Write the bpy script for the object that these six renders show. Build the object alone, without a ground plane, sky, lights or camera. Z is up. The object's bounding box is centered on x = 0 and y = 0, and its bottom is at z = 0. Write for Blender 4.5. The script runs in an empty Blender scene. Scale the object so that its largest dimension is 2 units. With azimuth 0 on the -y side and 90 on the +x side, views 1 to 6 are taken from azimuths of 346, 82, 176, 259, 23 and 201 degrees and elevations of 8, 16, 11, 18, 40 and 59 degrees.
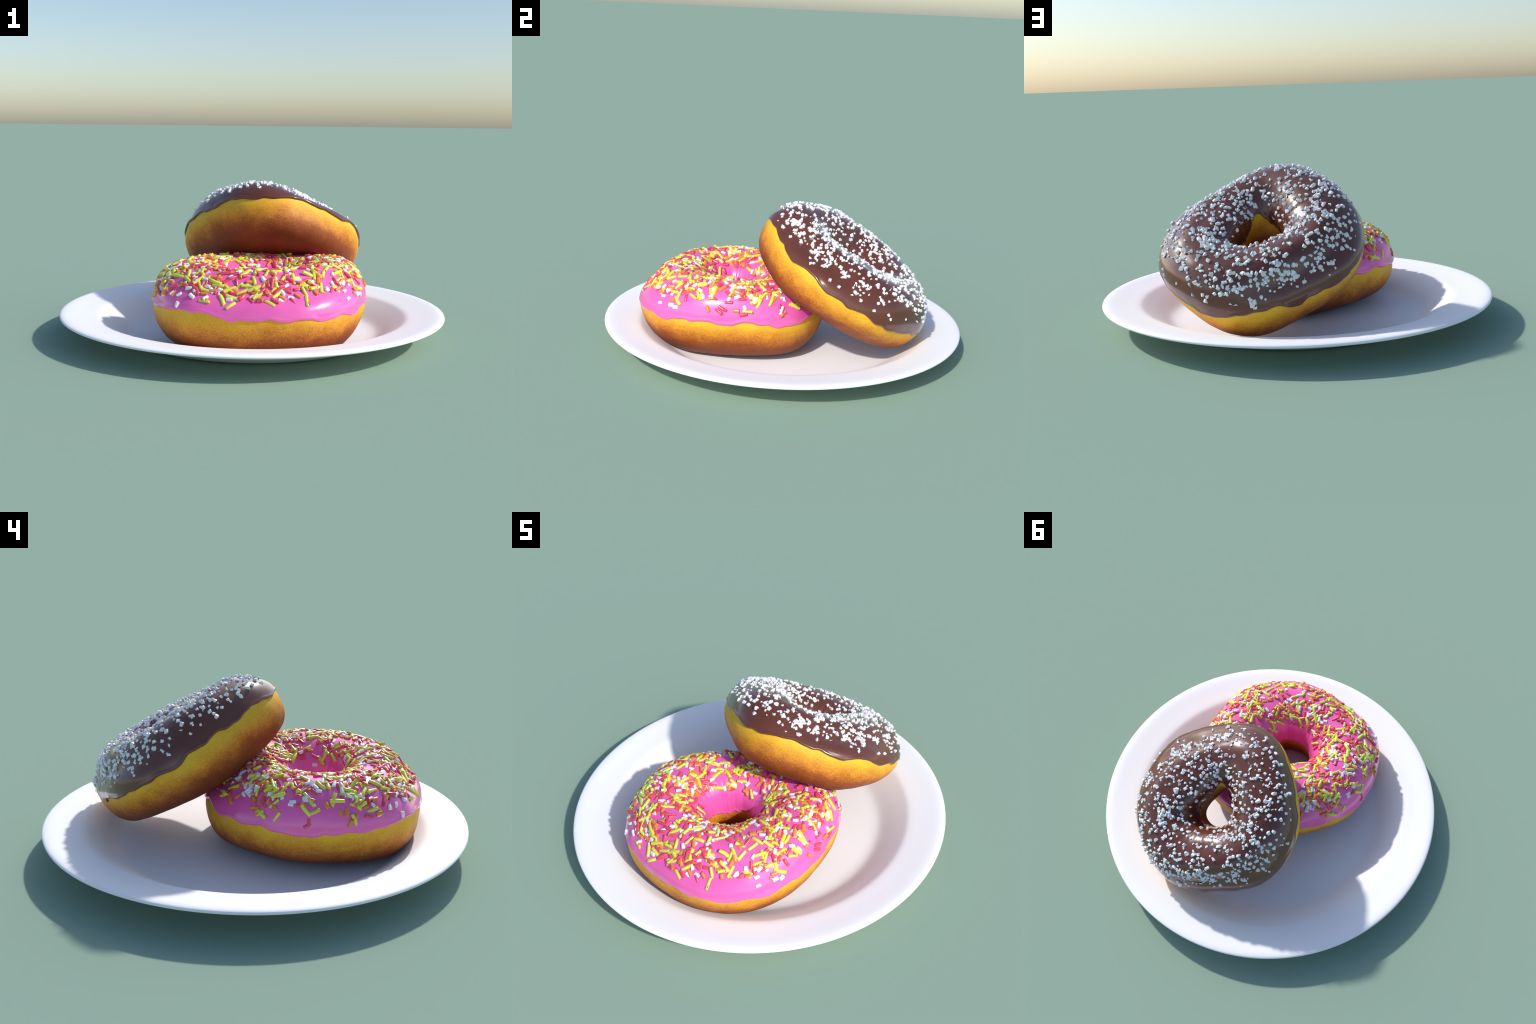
"""Two ring donuts on a white dinner plate: a pink one with coloured sprinkles lying flat,
a chocolate one with sugar crystals leaning on it."""
import bpy, math, random
from mathutils import Vector, Matrix, Quaternion, noise

TAU = 2 * math.pi
FLOOR = 0.0115         # height of the plate's well
SCN = bpy.context.scene.collection


# ------------------------------------------------------------------ helpers
def smooth(a, b, x):
    t = min(1.0, max(0.0, (x - a) / (b - a)))
    return t * t * (3 - 2 * t)


def harmonics(co, th, first=1):
    """Sum of cos/sin pairs, starting with the wave number `first`."""
    s = 0.0
    for k in range(len(co) // 2):
        s += co[2 * k] * math.cos((k + first) * th) + co[2 * k + 1] * math.sin((k + first) * th)
    return s


def ring_curve(values, th):
    """Closed Catmull-Rom curve through values spaced evenly round the ring."""
    n = len(values)
    x = (th % TAU) / TAU * n
    i = int(math.floor(x)); f = x - i
    p0, p1, p2, p3 = (values[(i + k - 1) % n] for k in range(4))
    return p1 + 0.5 * f * (p2 - p0 + f * (2 * p0 - 5 * p1 + 4 * p2 - p3 + f * (3 * (p1 - p2) + p3 - p0)))


def new_mesh(name, verts, faces, mat, smooth_all=True, angle=None):
    me = bpy.data.meshes.new(name)
    me.from_pydata([tuple(v) for v in verts], [], faces)
    me.materials.append(mat)
    me.validate()
    for p in me.polygons:
        p.use_smooth = smooth_all
    if angle is not None:
        me.set_sharp_from_angle(angle=math.radians(angle))
    return me


def new_object(name, data, parent=None):
    ob = bpy.data.objects.new(name, data)
    SCN.objects.link(ob)
    if parent is not None:
        ob.parent = parent
    return ob


# ---------------------------------------------------------------- materials
class Nodes:
    def __init__(self, name):
        self.mat = bpy.data.materials.new(name)
        self.mat.use_nodes = True
        self.t = self.mat.node_tree
        self.bsdf = self.t.nodes["Principled BSDF"]

    def add(self, kind, **props):
        n = self.t.nodes.new(kind)
        for k, v in props.items():
            if k in n.inputs:
                n.inputs[k].default_value = v
            else:
                setattr(n, k, v)
        return n

    def link(self, a, b):
        self.t.links.new(a, b)

    def set(self, **kw):
        for k, v in kw.items():
            self.bsdf.inputs[k.replace("_", " ")].default_value = v

    def math(self, op, a, b):
        n = self.add("ShaderNodeMath", operation=op)
        for i, v in enumerate((a, b)):
            if isinstance(v, (int, float)):
                n.inputs[i].default_value = v
            else:
                self.link(v, n.inputs[i])
        return n.outputs[0]

    def noise(self, scale, detail=3.0, rough=0.55, stretch=(1, 1, 1), coord="Object"):
        tc = self.add("ShaderNodeTexCoord")
        mp = self.add("ShaderNodeMapping")
        mp.inputs["Scale"].default_value = stretch
        self.link(tc.outputs[coord], mp.inputs["Vector"])
        n = self.add("ShaderNodeTexNoise")
        n.inputs["Scale"].default_value = scale
        n.inputs["Detail"].default_value = detail
        n.inputs["Roughness"].default_value = rough
        self.link(mp.outputs[0], n.inputs["Vector"])
        return n.outputs["Fac"]

    def ramp(self, fac, stops):
        r = self.add("ShaderNodeValToRGB")
        el = r.color_ramp.elements
        while len(el) < len(stops):
            el.new(0.5)
        for e, (pos, col) in zip(el, stops):
            e.position = pos
            e.color = (*col, 1)
        self.link(fac, r.inputs[0])
        return r.outputs[0]

    def bump(self, height, strength, distance):
        b = self.add("ShaderNodeBump")
        b.inputs["Strength"].default_value = strength
        b.inputs["Distance"].default_value = distance
        self.link(height, b.inputs["Height"])
        self.link(b.outputs[0], self.bsdf.inputs["Normal"])


def dough_material():
    """Fried dough: golden belt under the icing, browned crust towards the base and in the hole,
    with a mottled edge and a fine streaky grain."""
    m = Nodes("fried_dough")
    tc = m.add("ShaderNodeTexCoord")
    sep = m.add("ShaderNodeSeparateXYZ")
    m.link(tc.outputs["Object"], sep.inputs[0])
    broad = m.noise(5.0, 3.0, 0.6)
    fleck = m.noise(240.0, 2.0, 0.7, (1, 1, 1.6))
    grain = m.noise(70.0, 4.0, 0.8, (1, 1, 2.6))
    blotch = m.noise(16.0, 3.0, 0.6, (1, 1, 1.8))
    x, y = sep.outputs[0], sep.outputs[1]
    radius = m.math("SQRT", m.math("ADD", m.math("MULTIPLY", x, x), m.math("MULTIPLY", y, y)), 0)
    inside = m.add("ShaderNodeMapRange", interpolation_type="SMOOTHSTEP")
    inside.inputs["From Min"].default_value = 0.30
    inside.inputs["From Max"].default_value = 0.12
    m.link(radius, inside.inputs["Value"])
    f = m.math("MULTIPLY_ADD", sep.outputs[2], 5.0)
    f.node.inputs[2].default_value = 0.84
    f = m.math("ADD", f, m.math("MULTIPLY", m.math("SUBTRACT", broad, 0.5), 0.55))
    f = m.math("ADD", f, m.math("MULTIPLY", m.math("SUBTRACT", blotch, 0.5), 0.28))
    f = m.math("ADD", f, m.math("MULTIPLY", m.math("SUBTRACT", grain, 0.5), 0.5))
    f = m.math("ADD", f, m.math("MULTIPLY", m.math("SUBTRACT", fleck, 0.5), 0.8))
    f = m.math("SUBTRACT", f, m.math("MULTIPLY", inside.outputs[0], 0.20))
    col = m.ramp(f, [(0.0, (0.20, 0.042, 0.010)), (0.26, (0.33, 0.082, 0.014)), (0.44, (0.58, 0.20, 0.020)),
                     (0.62, (0.76, 0.34, 0.024)), (0.84, (0.88, 0.49, 0.030)), (1.0, (0.90, 0.58, 0.035))])
    m.link(col, m.bsdf.inputs["Base Color"])
    m.set(Roughness=0.55, Specular_IOR_Level=0.3)
    m.bump(grain, 0.25, 0.004)
    return m.mat


def icing_material(name, colour, shade, rough, coat, ior):
    m = Nodes(name)
    var = m.noise(7.0, 2.0, 0.5)
    m.link(m.ramp(var, [(0.3, shade), (0.7, colour)]), m.bsdf.inputs["Base Color"])
    m.set(Roughness=rough, Coat_Weight=coat, Coat_Roughness=0.10, Coat_IOR=ior)
    return m.mat


def candy_material(name, colour):
    m = Nodes(name)
    info = m.add("ShaderNodeObjectInfo")
    mix = m.ramp(info.outputs["Random"], [(0.0, tuple(c * 0.86 for c in colour)), (1.0, tuple(min(1, c * 1.06) for c in colour))])
    m.link(mix, m.bsdf.inputs["Base Color"])
    m.set(Roughness=0.28, Specular_IOR_Level=0.6)
    return m.mat


def plain_material(name, colour, rough, spec=0.5, coat=0.0):
    m = Nodes(name)
    var = m.noise(3.0, 2.0)
    m.link(m.ramp(var, [(0.3, tuple(c * 0.985 for c in colour)), (0.7, colour)]), m.bsdf.inputs["Base Color"])
    m.set(Roughness=rough, Specular_IOR_Level=spec, Coat_Weight=coat, Coat_Roughness=0.15)
    return m.mat


# -------------------------------------------------------------------- plate
def build_plate():
    """A turned profile: foot, sloping wall, wide rim that rises a little, rolled lip, dished well."""
    outline = [(0.0, 0.003), (0.40, 0.003), (0.60, 0.002), (0.622, 0.0), (0.634, 0.0), (0.648, 0.004), (0.662, 0.010), (0.70, 0.031), (0.76, 0.068),
               (0.785, 0.081), (0.81, 0.088), (0.86, 0.0945), (0.93, 0.103), (0.965, 0.1085), (0.982, 0.1120), (0.9925, 0.1158),
               (0.9985, 0.1195), (1.0, 0.1235), (0.9985, 0.1273), (0.994, 0.1302), (0.986, 0.1323), (0.975, 0.1331),
               (0.962, 0.1326), (0.94, 0.1304), (0.90, 0.1242), (0.85, 0.1180), (0.822, 0.1147), (0.808, 0.1118), (0.796, 0.1068),
               (0.782, 0.0980), (0.76, 0.0860), (0.72, 0.0610), (0.69, 0.0415), (0.672, 0.0300), (0.655, 0.0210),
               (0.635, 0.0155), (0.60, 0.0118), (0.40, FLOOR), (0.0, FLOOR)]
    n = 320
    verts, faces, rows = [], [], []
    for r, z in outline:
        if r == 0.0:
            rows.append([len(verts)] * n)
            verts.append((0, 0, z))
        else:
            rows.append(list(range(len(verts), len(verts) + n)))
            verts += [(r * math.cos(TAU * i / n), r * math.sin(TAU * i / n), z) for i in range(n)]
    for a, b in zip(rows, rows[1:]):
        for i in range(n):
            j = (i + 1) % n
            f = []
            for v in (a[i], a[j], b[j], b[i]):
                if v not in f:
                    f.append(v)
            faces.append(f)
    mat = plain_material("glazed_porcelain", (0.985, 0.985, 0.985), 0.6, 0.3)
    plate = new_object("dinner_plate", new_mesh("dinner_plate", verts, faces, mat))
    plate["label"] = "round white plate with a wide rim and a shallow well"
    plate["category"] = "plate"
    return plate


# ------------------------------------------------------------------- donuts
class Donut:
    """Ring of dough described by an outer radius, a height above and below its belt, a fullness of the
    shoulders, and low harmonics that make it as lopsided as a hand-made one."""

    def __init__(self, centre, tilt, radius, up, down, full_up, full_down, outline, top, base, shoulder, belly, hole, lip, bulges, seed):
        self.centre = Vector(centre)
        axis = Vector((tilt[0], tilt[1], 0))
        self.quat = Quaternion(axis.normalized(), axis.length)
        self.radius, self.up, self.down = radius, up, down
        self.full_up, self.full_down = full_up, full_down
        self.outline, self.top, self.base, self.shoulder, self.belly = outline, top, base, shoulder, belly
        self.hole, self.lip, self.bulges = hole, lip, bulges
        self.seed = seed
        self.cache = {}

    def ring(self, th):
        if th not in self.cache:
            self.cache[th] = (self.radius * (1 + harmonics(self.outline, th, 2)), self.up * (1 + harmonics(self.top, th)),
                              self.down * (1 + harmonics(self.base, th)), self.full_up + harmonics(self.shoulder, th),
                              self.full_down + harmonics(self.belly, th),
                              ring_curve(self.hole, th), ring_curve(self.lip, th))
        return self.cache[th]

    def bulge(self, th, ps):
        """Broad local swellings (+) and flats (-): direction, place on the section, width, height."""
        h = 0.0
        for t, p, w, amount in self.bulges:
            a = (math.degrees(th) - t + 180) % 360 - 180
            b = (math.degrees(ps) - p + 180) % 360 - 180
            q = (a / w) ** 2 + (b / 32) ** 2
            if q < 8:
                h += amount * math.exp(-q)
        return h

    def point(self, th, ps):
        """ps: 0 outer belt, 90 deg crest, 180 deg hole, 270 deg underside."""
        R, up, down, fu, fd, hole, lip = self.ring(th)
        c, s = math.cos(ps), math.sin(ps)
        full = fu if s > 0 else fd
        if c < 0:
            full = lip if s > 0 else 0.20
        g = 1 + full * math.sin(2 * ps) ** 2
        h = self.bulge(th, ps)
        r = (R + hole) / 2 + ((R - hole) / 2 * g + h) * c
        z = ((up if s > 0 else down) * g + h) * s
        return Vector((r * math.cos(th), r * math.sin(th), z))

    def normal(self, th, ps, e=0.004):
        a = self.point(th + e, ps) - self.point(th - e, ps)
        b = self.point(th, ps + e) - self.point(th, ps - e)
        return a.cross(b).normalized()

    def lumps(self, p, ps):
        """Soft unevenness of the crust and icing."""
        q = p * 5.5 + Vector((self.seed * 7.1, 3.3, self.seed))
        return 0.0045 * noise.noise(q) + 0.0018 * noise.noise(q * 2.7)

    def folds(self, th, ps):
        """Fine radial wrinkles where the icing runs into the hole."""
        w = smooth(math.radians(85), math.radians(150), ps)
        if w <= 0:
            return 0.0
        v = Vector((math.cos(th) * 6.5, math.sin(th) * 6.5, ps * 0.5 + self.seed * 5))
        v2 = Vector((math.cos(th) * 13, math.sin(th) * 13, ps * 0.7 + self.seed * 9))
        return w * (0.0026 * noise.noise(v) + 0.0007 * noise.noise(v2))

    def dough(self, th, ps):
        p = self.point(th, ps)
        a = (math.degrees(ps) + 90) % 360 - 90
        sunk = 0.005 * smooth(-9, 4, a) * smooth(192, 178, a)     # the icing's share of the outline
        return p + self.normal(th, ps) * (self.lumps(p, ps) + 0.001 - sunk)

    def build_dough(self, mat, rest_on=None):
        nt, np_ = 288, 128
        verts, faces = [], []
        m = Matrix.LocRotScale(self.centre, self.quat, None)
        inv = m.inverted()
        for i in range(nt):
            for j in range(np_):
                p = self.dough(TAU * i / nt, TAU * j / np_)
                if rest_on is not None:
                    w = m @ p
                    if w.z < rest_on + 0.0006:
                        w.z = rest_on + 0.0006
                        p = inv @ w
                verts.append(p)
        for i in range(nt):
            for j in range(np_):
                a, b = (i + 1) % nt, (j + 1) % np_
                faces.append((i * np_ + j, a * np_ + j, a * np_ + b, i * np_ + b))
        return new_mesh("dough", verts, faces, mat)

    def edges(self, th, drip, hole_edge):
        wob = 1.6 * noise.noise(Vector((math.cos(th) * 9, math.sin(th) * 9, self.seed)))
        lo = math.radians(ring_curve(drip, th) + wob)
        q = Vector((math.cos(th) * 1.6, math.sin(th) * 1.6, self.seed + 4))
        q2 = Vector((math.cos(th) * 5, math.sin(th) * 5, self.seed + 8))
        hi = math.radians(ring_curve(hole_edge, th) + 6 * noise.noise(q) + 5 * noise.noise(q2))
        return lo, hi

    def iced(self, th, ps, lo, hi, thick=0.0085):
        """Outer face of the icing: a rounded, slightly beaded edge, then an even coat."""
        p = self.point(th, ps)
        R = self.ring(th)[0]
        d = min((ps - lo) * 0.19, (hi - ps) * 0.17)
        t = thick * math.sqrt(max(0.0, 1 - (1 - min(1.0, max(0, d) / 0.009)) ** 2))
        t += 0.0022 * math.exp(-((d - 0.010) / 0.008) ** 2) * smooth(0, 0.006, d)
        return p + self.normal(th, ps) * (self.lumps(p, ps) - 0.004 + t + self.folds(th, ps) * smooth(0, .02, d))

    def build_icing(self, mat, drip, hole_edge):
        nt, np_ = 540, 120
        verts, faces = [], []
        row = 2 * np_
        for i in range(nt):
            th = TAU * i / nt
            lo, hi = self.edges(th, drip, hole_edge)
            span = hi - lo
            params = []
            for j in range(np_):
                u = j / (np_ - 1)
                u = u - 0.11 * math.sin(TAU * u)        # finer rows towards both edges
                params.append(lo + span * u)
            verts += [self.iced(th, ps, lo, hi) for ps in params]
            for ps in reversed(params):                 # underside, sunk into the dough
                p = self.point(th, ps)
                verts.append(p + self.normal(th, ps) * (self.lumps(p, ps) - 0.0095))
        for i in range(nt):
            a = (i + 1) % nt
            for j in range(row):
                b = (j + 1) % row
                faces.append((i * row + j, a * row + j, a * row + b, i * row + b))
        me = new_mesh("icing", verts, faces, mat)
        return me


def scatter(donut, count, rng, low, low_full, high_full, high, drip, hole_edge, clump):
    """Random spots on the icing, thick on the crown, thinning towards the drip edge and into the hole."""
    spots = []
    while len(spots) < count:
        th = rng.uniform(0, TAU)
        ps = math.radians(rng.uniform(low, high))
        p = donut.point(th, ps)
        area = math.hypot(p.x, p.y) / 0.55
        deg = math.degrees(ps)
        keep = (0.91 * smooth(low, low_full, deg) ** 1.7 + 0.09 * smooth(low, low + 10, deg)) * smooth(high, high_full, deg)
        nz = noise.noise(p * 9 + Vector((donut.seed * 3, 0, 0)))
        keep *= min(1, max(0.12, 0.75 + clump * nz))
        if rng.random() > keep * area:
            continue
        lo, hi = donut.edges(th, drip, hole_edge)
        spots.append((donut.iced(th, ps, lo, hi), donut.normal(th, ps)))
    return spots


def seat_matrix(p, n, rng, lean, sink, scale):
    """Stand on the surface: z along the normal, random heading, a little lean."""
    q = n.to_track_quat('Z', 'X') @ Quaternion((0, 0, 1), rng.uniform(0, TAU))
    q = q @ Quaternion((0, 1, 0), rng.gauss(0, lean)) @ Quaternion((1, 0, 0), rng.uniform(0, TAU) if sink is None else 0)
    return Matrix.LocRotScale(p + n * (sink or 0), q, scale)


def place(kind, meshes, mats_of, items, parent, named):
    """items: (size, mesh index, matrix). The largest become objects, the rest one joined mesh."""
    items = sorted(items, key=lambda it: -it[0])
    for size, k, mx in items[:named]:
        ob = new_object(kind, meshes[k], parent)
        ob.matrix_basis = mx
    rest = items[named:]
    if not rest:
        return
    verts, faces, mi = [], [], []
    mats = []
    for size, k, mx in rest:
        me = meshes[k]
        mat = me.materials[0]
        if mat not in mats:
            mats.append(mat)
        o = len(verts)
        verts += [mx @ v.co for v in me.vertices]
        for f in me.polygons:
            faces.append([o + i for i in f.vertices])
            mi.append((mats.index(mat), f.use_smooth))
    me = bpy.data.meshes.new("loose_" + kind)
    me.from_pydata([tuple(v) for v in verts], [], faces)
    for m in mats:
        me.materials.append(m)
    for p, (m, s) in zip(me.polygons, mi):
        p.material_index = m
        p.use_smooth = s
    if kind == "sprinkle":
        me.set_sharp_from_angle(angle=math.radians(42))
    ob = new_object("loose_" + kind + "s", me, parent)
    ob["kind"] = "stuff"


def sprinkle_mesh(length, radius, mat, rng):
    """A short sugar rod with softened ends, not quite straight and thinner at one end."""
    sides = 9
    taper = rng.uniform(0.72, 1.0)
    bend = rng.uniform(-0.05, 0.05) * length
    flat = rng.uniform(0.8, 1.0)
    stations = [(-0.5, 0.70), (-0.465, 0.97), (0.0, 1.03), (0.465, 0.97), (0.5, 0.70)]
    verts, faces = [], []
    for t, w in stations:
        r = radius * w * (1 + (taper - 1) * (t + 0.5))
        shear = 0.25 * radius * (1 if t > 0 else -1) * (abs(t) > 0.4) * rng.uniform(-1, 1)
        for i in range(sides):
            a = TAU * i / sides
            verts.append((t * length + shear * math.cos(a), r * math.cos(a) + bend * (1 - 4 * t * t), r * flat * math.sin(a)))
    for s in range(len(stations) - 1):
        for i in range(sides):
            j = (i + 1) % sides
            faces.append((s * sides + i, s * sides + j, (s + 1) * sides + j, (s + 1) * sides + i))
    faces.append(tuple(reversed(range(sides))))
    last = (len(stations) - 1) * sides
    faces.append(tuple(range(last, last + sides)))
    return new_mesh("sprinkle", verts, faces, mat, True, 42)


def crystal_mesh(mat, rng):
    """A broken cube of sugar: a box with knocked-off corners, or a splinter of one."""
    import bmesh
    bm = bmesh.new()
    splinter = rng.random() < 0.3
    pts = []
    for x in (-1, 1):
        for y in (-1, 1):
            for z in (-1, 1):
                if splinter and rng.random() < 0.35:
                    continue
                v = Vector((x, y, z)) * 0.5
                v += Vector([rng.uniform(-0.17, 0.17) for _ in range(3)])
                if rng.random() < 0.45:                  # chipped corner
                    for ax in range(3):
                        w = v.copy(); w[ax] *= rng.uniform(0.1, 0.55)
                        pts.append(w)
                else:
                    pts.append(v)
    while len(pts) < 5:
        pts.append(Vector([rng.uniform(-0.5, 0.5) for _ in range(3)]))
    vs = [bm.verts.new(p) for p in pts]
    out = bmesh.ops.convex_hull(bm, input=vs)
    junk = list({g for g in out["geom_interior"] + out["geom_unused"] if isinstance(g, bmesh.types.BMVert)})
    if junk:
        bmesh.ops.delete(bm, geom=junk, context="VERTS")
    bmesh.ops.dissolve_limit(bm, angle_limit=math.radians(12), verts=bm.verts[:], edges=bm.edges[:])
    bmesh.ops.bevel(bm, geom=bm.edges[:], offset=0.06, segments=1, profile=0.5, affect="EDGES", clamp_overlap=True)
    me = bpy.data.meshes.new("sugar_crystal")
    bm.to_mesh(me)
    bm.free()
    me.materials.append(mat)
    me.validate()
    return me


def assemble(name, donut, dough_mat, icing_mat, drip, hole_edge, rest_on, label):
    base = Matrix.LocRotScale(donut.centre, donut.quat, None) @ Vector((0, 0, -donut.down))
    top = new_object(name, None)
    top.empty_display_size = 0.2
    top.rotation_mode = 'QUATERNION'
    top.location = base
    top.rotation_quaternion = donut.quat
    top["label"] = label
    top["category"] = "donut"
    dough = new_object("dough", donut.build_dough(dough_mat, rest_on), top)
    icing = new_object("icing", donut.build_icing(icing_mat, drip, hole_edge), top)
    dough.location = icing.location = (0, 0, donut.down)
    return icing


# -------------------------------------------------------------------- build
build_plate()
dough_mat = dough_material()

# lower rim of each icing: angle above (+) or below (-) the belt, every 5 degrees round the ring
PINK_DRIP = [3, 3, 0, 0, -5, -3, -3, -1, 2, 4, 4, 1, -2, 0, 3, 2, -2, -1, 3, 7, 5, -1, -3, 0, 1, -1, 0, 3, 5, 2, 2, 1, 0, 0, 2, 2,
             4, 2, 2, 3, 4, 5, 7, 7, 5, 5, 3, -2, -6, -3, -4, -4, -3, -5, -6, -4, -4, -6, -7, -6, -5, -6, -8, -6, -2, -1, -2, 0, 0, -2, -3, -2]
CHOC_DRIP = [5, 3, -2, 1, -3, -2, -3, -3, -2, -1, -4, -2, -1, 2, 6, 6, 9, 8, 9, 5, -3, -6, -1, 0, 1, -1, -2, -1, 1, 0, 0, 0, 2, 0, -2, 0,
             6, 5, 4, 6, 8, 4, 3, 3, 6, 8, 6, 4, 0, -2, 0, -1, 2, 6, 7, 8, 5, 2, 4, 0, -3, -3, 0, 4, 6, 5, 0, -2, 0, 1, -1, 2]
# upper rim of the bare dough inside each hole, every 30 degrees
PINK_INNER = [186, 184, 177, 184, 188, 188, 187, 187, 187, 187, 187, 187]
CHOC_INNER = [184, 186, 190, 190, 190, 190, 188, 184, 172, 156, 180, 184]

pink = Donut((-0.0279, -0.2837, 0.2394), (-0.0160, -0.0239), 0.5246, 0.1805, 0.2156, -0.0658, 0.0420,
             [0.0214, 0.0157, -0.0197, 0.0042, -0.0031, 0.0173, 0.0012, 0.0055, -0.0124, -0.0028],
             [-0.0064, 0.0180, 0.0319, -0.0152, 0.0102, 0.0014], [0.0873, -0.0244, -0.0299, 0.0024, -0.0161, -0.0115],
             [0.0312, 0.0323, 0.0992, -0.0161], [-0.0281, 0.0310, -0.0072, 0.0427],
             [0.125, 0.120, 0.112, 0.112, 0.113, 0.124, 0.130, 0.122, 0.120, 0.120, 0.130, 0.132],
             [-0.03, -0.04, -0.02, 0.05, 0.06, 0.02, 0.0, 0.01, 0.04, 0.07, 0.07, 0.02],
             [(25, 90, 38, -0.012), (118, -25, 25, 0.012), (-152, -10, 28, -0.008), (180, -55, 35, -0.006),
              (35, 115, 30, -0.012), (100, 50, 30, -0.010), (-100, 75, 50, 0.007), (-60, -60, 25, 0.007), (-122, -50, 26, 0.008)], 1.0)
choc = Donut((0.1922, 0.3118, 0.4472), (-0.5310, 0.1710), 0.4877, 0.1650, 0.1960, -0.1006, 0.0400,
             [-0.0020, 0.0184, 0.0021, 0.0177, 0.0060, -0.0272, -0.0003, 0.0035, 0.0022, 0.0111],
             [-0.0660, 0.0452, 0.0425, 0.0548, 0.0078, -0.0154], [-0.0234, 0.0162, -0.0199, 0.0120, -0.0245, -0.0334],
             [-0.0287, 0.0256, 0.0346, 0.1410], [0.0305, -0.0261, -0.0968, -0.0644],
             [0.104, 0.130, 0.127, 0.114, 0.110, 0.114, 0.113, 0.116, 0.130, 0.130, 0.104, 0.092],
             [0.15, 0.01, 0.03, 0.08, 0.05, 0.0, 0.0, -0.02, -0.06, -0.03, 0.12, 0.18],
             [(105, 80, 38, 0.014), (45, -60, 40, 0.010), (115, -50, 35, -0.018), (-35, -45, 30, -0.008), (-95, -35, 35, -0.005),
              (-25, 35, 35, 0.010), (85, 40, 26, -0.012), (122, 30, 20, 0.010)], 2.0)

pink_icing = assemble("pink_donut", pink, dough_mat,
                      icing_material("pink_icing", (0.94, 0.145, 0.50), (0.93, 0.13, 0.47), 0.26, 0.8, 1.5),  # pink lightened towards lilac: part of the plate and sky reflection is in the base colour
                      PINK_DRIP, PINK_INNER, FLOOR, "ring donut with glossy pink icing and coloured sugar sprinkles")
choc_icing = assemble("chocolate_donut", choc, dough_mat,
                      icing_material("chocolate_icing", (0.140, 0.040, 0.021), (0.125, 0.034, 0.018), 0.22, 0.7, 1.5),
                      CHOC_DRIP, CHOC_INNER, None, "ring donut with glossy chocolate icing and white sugar crystals")

# sprinkles: four colours, each with its own usual length
rng = random.Random(11)
KINDS = [("yellow_sprinkle", (0.76, 0.79, 0.085), 0.060, 0.0092), ("red_sprinkle", (0.74, 0.075, 0.135), 0.043, 0.0092),
         ("orange_sprinkle", (0.80, 0.26, 0.065), 0.035, 0.0097), ("white_sprinkle", (0.88, 0.88, 0.88), 0.028, 0.0100)]
rods = []
for name, col, length, rad in KINDS:
    mat = candy_material(name, col)
    rods.append([sprinkle_mesh(length, rad, mat, rng) for _ in range(5)])
meshes = [m for group in rods for m in group]
items = []
for p, n in scatter(pink, 1350, rng, 8, 54, 116, 160, PINK_DRIP, PINK_INNER, 0.8):
    k = rng.choices(range(4), (0.25, 0.30, 0.23, 0.22))[0]
    v = rng.randrange(5)
    s = rng.uniform(0.82, 1.12)
    mx = seat_matrix(p, n, rng, 0.13, rng.uniform(-0.002, 0.0045), Vector((s * rng.uniform(0.9, 1.08), s, s)))
    items.append((KINDS[k][2] * s, k * 5 + v, mx))
place("sprinkle", meshes, None, items, pink_icing, 300)

rng = random.Random(23)
sugar = plain_material("white_sugar", (0.86, 0.87, 0.88), 0.4, 0.4)
crystals = [crystal_mesh(sugar, rng) for _ in range(16)]
items = []
for p, n in scatter(choc, 1200, rng, 12, 52, 122, 172, CHOC_DRIP, CHOC_INNER, 0.7):
    s = 0.0142 * rng.uniform(0.6, 1.25)
    q = Quaternion((rng.gauss(0, 1), rng.gauss(0, 1), rng.gauss(0, 1), rng.gauss(0, 1))).normalized()
    mx = Matrix.LocRotScale(p + n * s * rng.uniform(-0.10, 0.18), q, Vector((s, s * rng.uniform(0.8, 1.1), s * rng.uniform(0.8, 1.1))))
    items.append((s, rng.randrange(16), mx))
place("sugar_crystal", crystals, None, items, choc_icing, 300)
